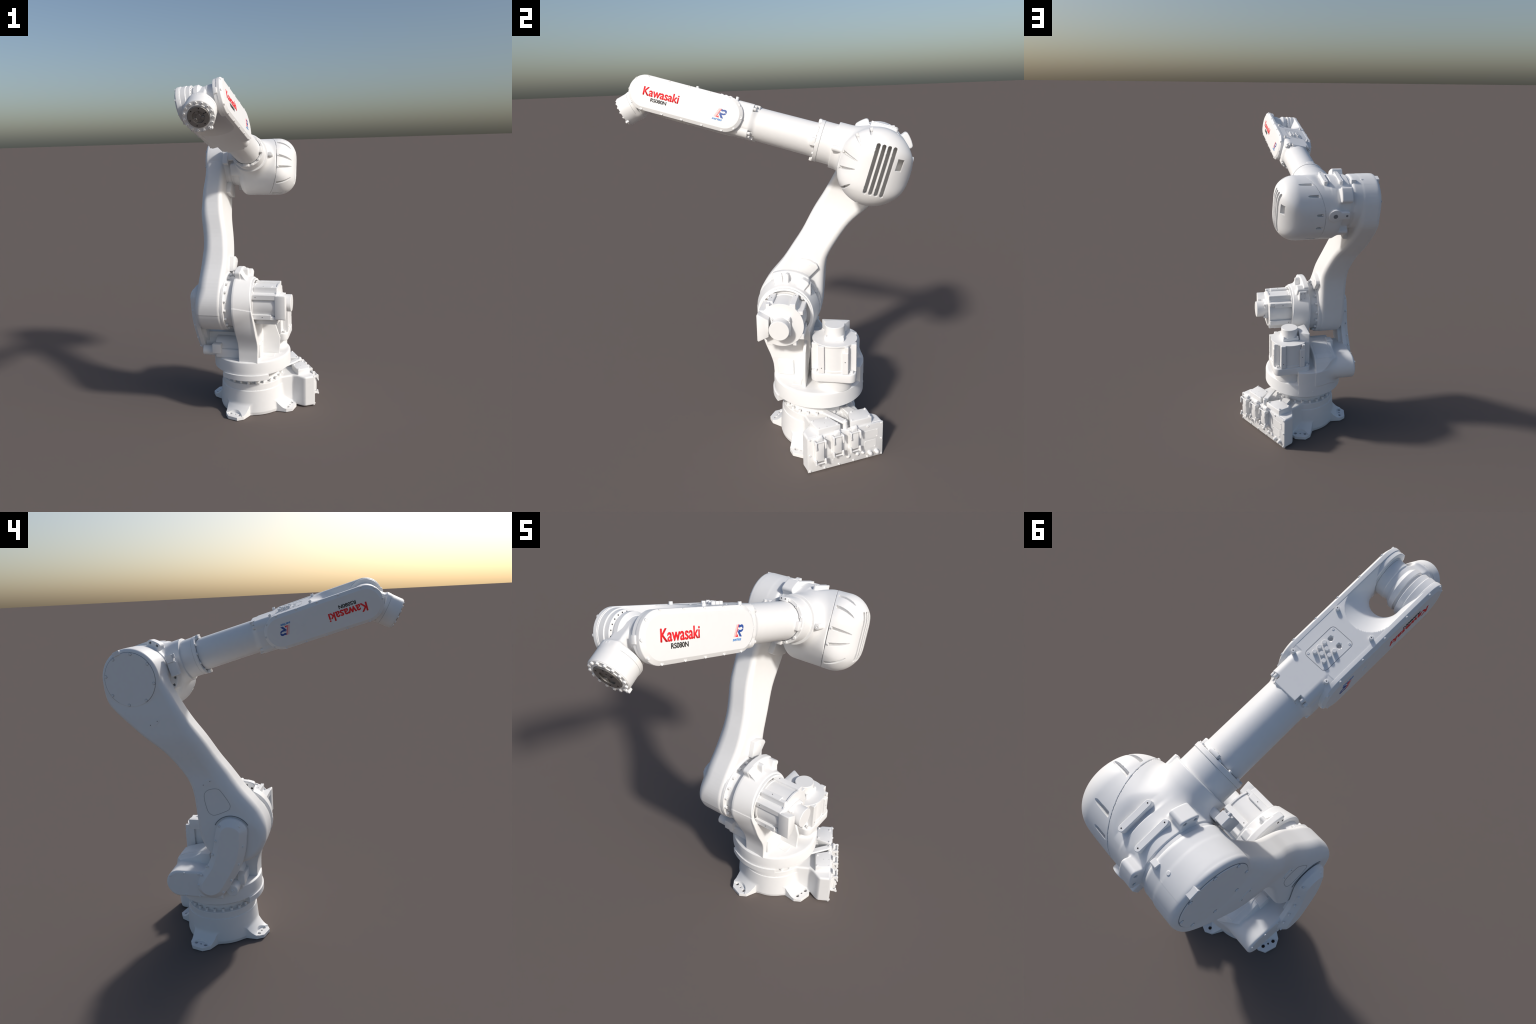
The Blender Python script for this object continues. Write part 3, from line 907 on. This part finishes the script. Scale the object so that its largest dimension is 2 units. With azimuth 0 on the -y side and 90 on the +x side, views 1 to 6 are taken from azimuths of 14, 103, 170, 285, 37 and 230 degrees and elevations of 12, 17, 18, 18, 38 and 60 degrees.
def cover_field(d, n, u):
    sh = shell(d, u, 0.1762)
    dome = smax(q2(sh, n - 0.2640, 0.115), plan_dome(d, n), 0.012)
    body = np.maximum(dome, 0.0004 - seam_plane(d, n))
    # cooling slots around the rim: deep near the seam, running out on the dome
    ang = np.arctan2((u - EC[1]) * 0.957, d - EC[0])
    n_s = 0.0075 + 0.455 * (d + 0.80)
    for sa in SLOT_ANG:
        da = np.arctan2(np.sin(ang - rad(sa)), np.cos(ang - rad(sa))) * 0.176
        ln = 0.028 + 0.082 * math.sqrt(0.5 + 0.5 * math.cos(rad(sa)))
        t = np.clip((n - n_s - 0.012) / ln, 0, 1)
        w = 0.0074 * np.sqrt(np.clip(1 - t ** 5, 0, 1))
        cut = np.maximum(np.maximum(np.abs(da) - w, slab(n - n_s, 0.012, 0.012 + ln)), -(dome + 0.018 * (1 - t ** 4)))
        body = np.maximum(body, -cut)
    # four long grille grooves and a square window on the end
    for gd in (-0.6085, -0.6345, -0.660, -0.6855):
        g = f_capsule2(d, u, (gd, 0.077), (gd, -0.1410), 0.0086)
        body = np.maximum(body, -np.maximum(g, 0.1900 - n))
    win = np.maximum(np.maximum(slab(d, -0.738, -0.711), slab(u, -0.0145, 0.039)), 0.180 - n)
    return np.maximum(body, -win)


cover = add('motor_cover', field_mesh('motor_cover', cover_field, (-0.81, 0.0, -0.23), (-0.43, 0.275, 0.155), 0.0026), M_ARM, robot, PAINT)
pts = []
for sa in SLOT_ANG:
    ca, sn = math.cos(rad(sa)), math.sin(rad(sa))
    dd, uu = EC[0] + 0.164 * ca, EC[1] + 0.164 * sn / 0.957
    pts.append((dd, 0.0075 + 0.455 * (dd + 0.80) + 0.0105, uu))
screws(M_ARM, cover, pts, (0.0, 1, 0), 0.0055, 0.006)

# =================================================================== FOREARM
p = Piece()
p.lathe([(0, -0.44), (0.101, -0.44), (0.1015, -0.340), (0.1035, -0.338), (0.1035, -0.322), (0.1015, -0.320), (0.0865, -0.320), (0, -0.320)], ALONG_X, 96)
forearm = add('forearm_collar', p.mesh('forearm_collar'), M_ARM, robot, PAINT)
seam(M_ARM, forearm, [(-0.3385, 0.1022 * math.cos(rad(a)), 0.1022 * math.sin(rad(a))) for a in range(0, 360, 5)], 0.002)
seam(M_ARM, forearm, [(-0.3198, 0.0862 * math.cos(rad(a)), 0.0862 * math.sin(rad(a))) for a in range(0, 360, 5)], 0.004)
ang = [a for a in range(12, 372, 30)]
screws(M_WRIST, forearm, [(-0.320, 0.0945 * math.cos(rad(a)), 0.0945 * math.sin(rad(a))) for a in ang], (1, 0, 0), 0.0065, 0.006)
p = Piece()
p.box((-0.3195, 0.079, -0.020), (-0.292, 0.100, 0.020), bevel=0.005, seg=2)
p.box((-0.3195, -0.030, 0.084), (-0.304, 0.012, 0.104), bevel=0.004, seg=2)
p.box((-0.3195, -0.020, -0.104), (-0.304, 0.020, -0.084), bevel=0.004, seg=2)
add('stop_lug', p.mesh('stop_lug'), M_ARM, forearm, PAINT)
hole_discs(M_ARM, forearm, [(-0.304, -0.018, 0.096), (-0.304, 0.002, 0.096)], (1, 0, 0), 0.003)


def tube_field(d, n, u):
    r = np.sqrt(n * n + u * u)
    tube = q2(r - (0.0845 - 0.002 * np.clip((d + 0.32) / 0.3, 0, 1)), slab(d, -0.325, 0.12), 0.002)
    # forged fork root with rounded corners, flush with the fork body
    root = q2(q2(np.abs(n) - 0.0850, np.abs(u) - 0.0855, 0.030), slab(d, 0.016, 0.16), 0.003)
    side = q2(q2(np.abs(n) - 0.0880, np.abs(u) - 0.060, 0.030), slab(d, 0.004, 0.16), 0.02)
    flat = q2(q2(np.abs(n) - 0.056, np.abs(u) - 0.0855, 0.004), slab(d, -0.010, 0.16), 0.003)
    d0 = np.minimum(smin(tube, np.minimum(root, side), 0.02), flat)
    # fork body
    fork = q2(f_capsule2(d, u, (0.1397, 0.0), (D5, 0.0), 0.0855), np.abs(n) - 0.092, 0.002)
    web = q2(q2(np.abs(n) - 0.092, np.abs(u) - 0.0855, 0.002), slab(d, 0.128, 0.56), 0.002)
    fk = np.minimum(fork, web)
    # saddle-shaped opening between the fork arms
    t = np.clip(np.abs(u) / 0.0855, 0, 1) ** 2
    w = np.maximum(0.056 + 0.031 * t, 0.056 + 0.030 * sstep(d, 0.470, 0.535))
    back = 0.420 - 0.113 * t
    dc = back + 0.056 + 0.031 * t
    e = np.maximum(dc - d, 0)
    opening = np.sqrt(e * e + n * n) - w
    fk = np.maximum(fk, -opening * 0.8)
    dd = np.maximum(np.minimum(d0, fk), np.abs(u) - 0.0855)
    dd = np.maximum(dd, -opening * 0.8)
    # recess corner pockets for the clamping screws
    pk = np.maximum(np.sqrt((np.abs(n) - 0.072) ** 2 + (np.abs(u) - 0.072) ** 2) - 0.026, d - 0.016)
    dd = np.maximum(dd, -np.maximum(pk, -(r - 0.0846)))
    for sn_ in (0.0192, -0.0185):
        dd = np.maximum(dd, -np.maximum(np.sqrt((d - 0.2245) ** 2 + (n - sn_) ** 2) - 0.0085, 0.070 - u))
    return dd


fork = add('forearm_fork', field_mesh('forearm_fork', tube_field, (-0.33, -0.11, -0.11), (0.66, 0.11, 0.11), 0.0034), M_WRIST, robot, PAINT)
for sn in (-1, 1):
    for su in (-1, 1):
        screws(M_WRIST, fork, [(0.0155, sn * 0.0755, su * 0.0595), (0.0155, sn * 0.0610, su * 0.0740)], (-1, 0, 0), 0.0078, 0.012, 'clamp_screw')
p = Piece()
tb = T(D5, 0, 0) @ ALONG_Y
p.lathe([(0, -0.100), (0.0850, -0.100), (0.0850, -0.0840), (0.0835, -0.0825), (0.0835, -0.0595), (0.0820, -0.0580), (0.0805, -0.0580),
         (0.0805, -0.0375), (0.0790, -0.0360), (0, -0.0360)], tb, 96)
p.lathe([(0, 0.100), (0.0845, 0.100), (0.0845, 0.0720), (0.0830, 0.0705), (0.0690, 0.0705), (0.0690, 0.0660), (0, 0.0660)], tb, 96)
add('pivot_boss', p.mesh('pivot_boss'), M_WRIST, fork, PAINT)
# ring of dark discs in place of tapped holes round the boss face
hole_discs(M_WRIST, fork, [(D5 + 0.0735 * math.cos(rad(a)), -0.036, 0.0735 * math.sin(rad(a))) for a in range(0, 360, 15)], (0, 1, 0), 0.0024)
# posts, connector panel and fittings on top
for d, n in ((0.3142, 0.0765), (0.3142, -0.0765), (0.107, 0.0765), (0.107, -0.0765)):
    p = Piece().disc(0.0075, 0.05, 0.0965, c=0.001, seg=20)
    add('post', p.mesh('post'), M_WRIST @ T(d, n, 0), fork, PAINT)
    hole_discs(M_WRIST, fork, [(d, n, 0.0965)], (0, 0, 1), 0.0018)
seam(M_WRIST, fork, [(x, y, 0.0854) for x, y in rrect(0.127, -0.0475, 0.2635, 0.0475, 0.014)], 0.0015)
screws(M_WRIST, fork, [(x, y, 0.0855) for x in (0.137, 0.2535) for y in (-0.0375, 0.0375)], (0, 0, 1), 0.0045, 0.0012)
FIT = [(0.1573, 0.0231), (0.1796, 0.0235), (0.2025, 0.0233), (0.1681, 0.0014), (0.1912, 0.0011), (0.1547, -0.0210), (0.181, -0.0205), (0.2034, -0.0215)]
screws(M_WRIST, fork, [(d - 0.004, n, 0.0855) for d, n in FIT], (0, 0, 1), mesh=hex_mesh(0.0085, 0.012), name='fitting')

# -------------------------------------------------------- side covers, marks
MARK_UP = Matrix(((-1, 0, 0, 0), (0, 0, 1, 0), (0, 1, 0, 0), (0, 0, 0, 1)))   # text x -> -d, y -> u, z -> n


def glyphs(body, fm, parent, mat, x0, x1, y0, y1, bold, name, shear=0.0, widen=0.0012):
    cu = bpy.data.curves.new(name, 'FONT')
    cu.body = body
    cu.offset = bold
    cu.shear = shear
    cu.resolution_u = 4
    ob = bpy.data.objects.new('tmp', cu)
    bpy.context.scene.collection.objects.link(ob)
    dg = bpy.context.evaluated_depsgraph_get()
    me = bpy.data.meshes.new_from_object(ob.evaluated_get(dg))
    bpy.data.objects.remove(ob)
    co = np.empty(len(me.vertices) * 3)
    me.vertices.foreach_get('co', co)
    co = co.reshape(-1, 3)
    lo, hi = co.min(0), co.max(0)
    co[:, 0] = x0 + (co[:, 0] - lo[0]) / (hi[0] - lo[0]) * (x1 - x0)
    co[:, 1] = y0 + (co[:, 1] - lo[1]) / (hi[1] - lo[1]) * (y1 - y0)
    me.vertices.foreach_set('co', co.ravel())
    me.materials.clear()
    b = bmesh.new()
    b.from_mesh(me)
    src = b.verts[:] + b.edges[:] + b.faces[:]
    for k, (sx, sy) in enumerate(((-widen, 0), (widen, 0), (0, widen * 0.7), (0, -widen * 0.7))):
        c = bmesh.ops.duplicate(b, geom=src)['geom']
        bmesh.ops.translate(b, verts=[v for v in c if isinstance(v, bmesh.types.BMVert)], vec=(sx, sy, 0.00006 * (k + 1)))
    r = bmesh.ops.extrude_face_region(b, geom=b.faces[:])
    bmesh.ops.translate(b, verts=[v for v in r['geom'] if isinstance(v, bmesh.types.BMVert)], vec=(0, 0, 0.0006))
    bmesh.ops.recalc_face_normals(b, faces=b.faces[:])
    b.to_mesh(me)
    b.free()
    me.name = name
    return add(name, me, fm, parent, mat)


def decals(fm, parent):
    """Lettering and emblem on one side cover. Local x = -d, y = u, z = outward."""
    m = fm @ MARK_UP @ T(0, 0, 0.1132)
    glyphs('Kawasaki', m, parent, RED, -0.5660, -0.3815, -0.0128, 0.0285, 0.006, 'lettering')
    glyphs('RS080N', m, parent, BLACK, -0.5205, -0.4385, -0.0362, -0.0190, 0.008, 'lettering', widen=0.0005)
    glyphs('series', m, parent, SKYB, -0.1985, -0.1475, -0.0395, -0.0285, 0.008, 'lettering', 0.25, 0.0003)

    def patch(polys, mat, h=0.0006):
        p = Piece()
        for q in polys:
            p.prism(q, 0.0, h)
        add('emblem', p.mesh('emblem'), m, parent, mat)
    # emblem: letter R with a slanted striped stem, roughly 58 x 43 mm
    x0, y0, w, hgt = -0.1935, -0.0255, 0.060, 0.0440

    def P(a, b):
        return (x0 + a * w, y0 + b * hgt)
    for i, (mat, wd) in enumerate(((PINK, 0.030), (PINK, 0.045), (RED, 0.055))):
        a = 0.02 + i * 0.085
        patch([[P(a, 0.0), P(a + wd, 0.0), P(a + wd + 0.30, 1.0), P(a + 0.30, 1.0)]], mat)
    patch([[P(0.25, 0.0), P(0.47, 0.0), P(0.395, 0.24)]], RED)
    patch([[P(0.56, 1.0), P(0.50, 0.78), P(0.64, 0.73), P(0.76, 0.79), P(0.86, 0.77), P(0.89, 0.68), P(1.01, 0.68), P(1.01, 0.84), P(0.94, 0.95),
            P(0.82, 0.99), P(0.67, 0.94)],
           [P(1.01, 0.68), P(0.89, 0.68), P(0.86, 0.59), P(0.77, 0.54), P(0.60, 0.55), P(0.50, 0.60), P(0.43, 0.57), P(0.40, 0.44), P(0.44, 0.34), P(0.62, 0.36), P(0.78, 0.37),
            P(0.90, 0.43), P(0.98, 0.54)],
           [P(0.45, 0.345), P(0.62, 0.0), P(0.84, 0.0), P(0.63, 0.365)]], NAVY)
    patch([[P(0.46 + 0.028 * math.cos(rad(t)), 0.49 + 0.038 * math.sin(rad(t))) for t in range(0, 360, 30)],
           [P(0.93 + 0.028 * math.cos(rad(t)), 0.635 + 0.038 * math.sin(rad(t))) for t in range(0, 360, 30)]], PAINT, 0.0011)


def side_cover(sgn):
    m = M_WRIST if sgn > 0 else M_WRIST @ Matrix.Rotation(math.pi, 4, 'X')
    p = Piece()
    N_ = 24
    rings = []
    for r, n in ((0.0863, 0.088), (0.0866, 0.090), (0.0866, 0.1020), (0.0856, 0.1040), (0.0745, 0.1108), (0.0705, 0.1130), (0.0685, 0.1132)):
        rings.append([(x, n, y) for x, y in stadium(0.1397, D5, 0.0, r, N_)])
    p.loft(rings)
    cv = add('side_cover', p.mesh('side_cover', 20), m, robot, PAINT)
    pts = []
    for d in (0.1395, 0.2431, 0.3468, 0.4504, D5):
        pts += [(d, 0.1040, 0.0798), (d, 0.1040, -0.0798)]
    for a in (-45, 0, 45):
        pts += [(D5 + 0.0798 * math.cos(rad(a)), 0.1040, 0.0798 * math.sin(rad(a))),
                (0.1397 - 0.0798 * math.cos(rad(a)), 0.1040, 0.0798 * math.sin(rad(a)))]
    screws(m, cv, pts, (0, 1, 0), 0.0062, 0.0055, 'cover_screw')
    decals(m, cv)
    return cv


right_cover = side_cover(1)
left_cover = side_cover(-1)
mL = M_WRIST @ Matrix.Rotation(math.pi, 4, 'X')
seamp = Piece().tube(0.0045, 0.0065, 0, 0.0012, ALONG_Y, 18)
sm = seamp.mesh('plug')
for d, u in ((0.258, -0.004), (0.247, -0.004)):
    add('plug', sm, mL @ T(d, 0.1131, u), left_cover, PAINT)
# small boss on the front rim of the near arm
p = Piece().box((0.640, 0.072, -0.014), (0.651, 0.090, 0.014), bevel=0.003, seg=2)
add('rim_boss', p.mesh('rim_boss'), M_WRIST, right_cover, PAINT)

# ===================================================================== WRIST
# M_HAND local: x = tool axis h, y = bend axis n, z = v


def wrist_field(h, n, v):
    rj = np.sqrt(h * h + v * v)
    core = q2(rj - 0.0625, slab(n, -0.020, 0.066), 0.003)
    rh = np.sqrt(n * n + v * v)
    barrel = q2(rh - 0.0735, slab(h, 0.086, 0.168), 0.002)
    link = q2(q2(np.abs(n - 0.006) - 0.030, np.abs(v) - 0.062, 0.010), slab(h, 0.0, 0.10), 0.003)
    return smin(core, smin(barrel, link, 0.022), 0.008)


wrist = add('wrist', field_mesh('wrist', wrist_field, (-0.08, -0.08, -0.08), (0.17, 0.08, 0.08), 0.0026), M_HAND, robot, PAINT)
p = Piece()
p.lathe([(0, -0.0400), (0.068, -0.0400), (0.068, -0.0225), (0.0742, -0.0225), (0.0757, -0.0210), (0.0757, -0.0035), (0.0742, -0.0020), (0.0640, 0.0110), (0, 0.0110)],
        ALONG_Y, 96)
p.lathe([(0, 0.020), (0.0625, 0.030), (0.0655, 0.033), (0.0655, 0.0650), (0, 0.0650)], ALONG_Y, 96)
add('wrist_hub', p.mesh('wrist_hub'), M_HAND, wrist, PAINT)
seam(M_HAND, wrist, [(0.106, 0.0734 * math.cos(rad(a)), 0.0734 * math.sin(rad(a))) for a in range(0, 360, 6)], 0.0012)
p = Piece()
p.lathe([(0.0655, 0.166), (0.071, 0.1665), (0.071, 0.170), (0.0555, 0.1705), (0.0545, 0.1735), (0.0505, 0.1735), (0.0505, 0.165), (0.0655, 0.165)], ALONG_X, 72)
add('wrist_ring', p.mesh('wrist_ring'), M_HAND, wrist, PAINT)
screws(M_HAND, wrist, [(0.1695, 0.0638 * math.cos(rad(a)), 0.0638 * math.sin(rad(a))) for a in range(11, 371, 24)], (1, 0, 0), 0.0058, 0.0065, 'ring_screw')
p = Piece()
p.box((0.158, 0.030, -0.0690), (0.1765, 0.046, -0.0590), bevel=0.002, seg=1)
for i in range(5):
    a = rad(102 - i * 9)
    p.box((0.090 + 0.004 * (i % 2), -0.004, 0.0730), (0.101, 0.004, 0.0752), Matrix.Rotation(a - rad(90), 4, 'X'), 0.0008, 1)
add('pointer', p.mesh('pointer'), M_HAND, wrist, PAINT)
# tool flange with a lobed recess
p = Piece()
p.lathe([(0, 0.160), (0.0490, 0.160), (0.0490, 0.1760), (0.0475, 0.1775), (0.0285, 0.1775), (0.0285, 0.170), (0, 0.170)], ALONG_X, 72)
flange = add('tool_flange', p.mesh('tool_flange'), M_HAND, robot, STEEL)
p = Piece()
for a in (95, 215, 335):
    p.disc(0.0095, 0.16, 0.1755, T(0, 0.021 * math.cos(rad(a)), 0.021 * math.sin(rad(a))) @ ALONG_X, 0.001, 24)
p.disc(0.012, 0.16, 0.173, ALONG_X, 0.001, 24)
add('hub_lobe', p.mesh('hub_lobe'), M_HAND, flange, STEEL)
hole_discs(M_HAND, flange, [(0.1775, 0.040 * math.cos(rad(a)), 0.040 * math.sin(rad(a))) for a in (20, 70, 125, 190, 245, 300)], (1, 0, 0), 0.0030)
hole_discs(M_HAND, flange, [(0.1775, 0.032 * math.cos(rad(a)), 0.032 * math.sin(rad(a))) for a in (22,)], (1, 0, 0), 0.0030)
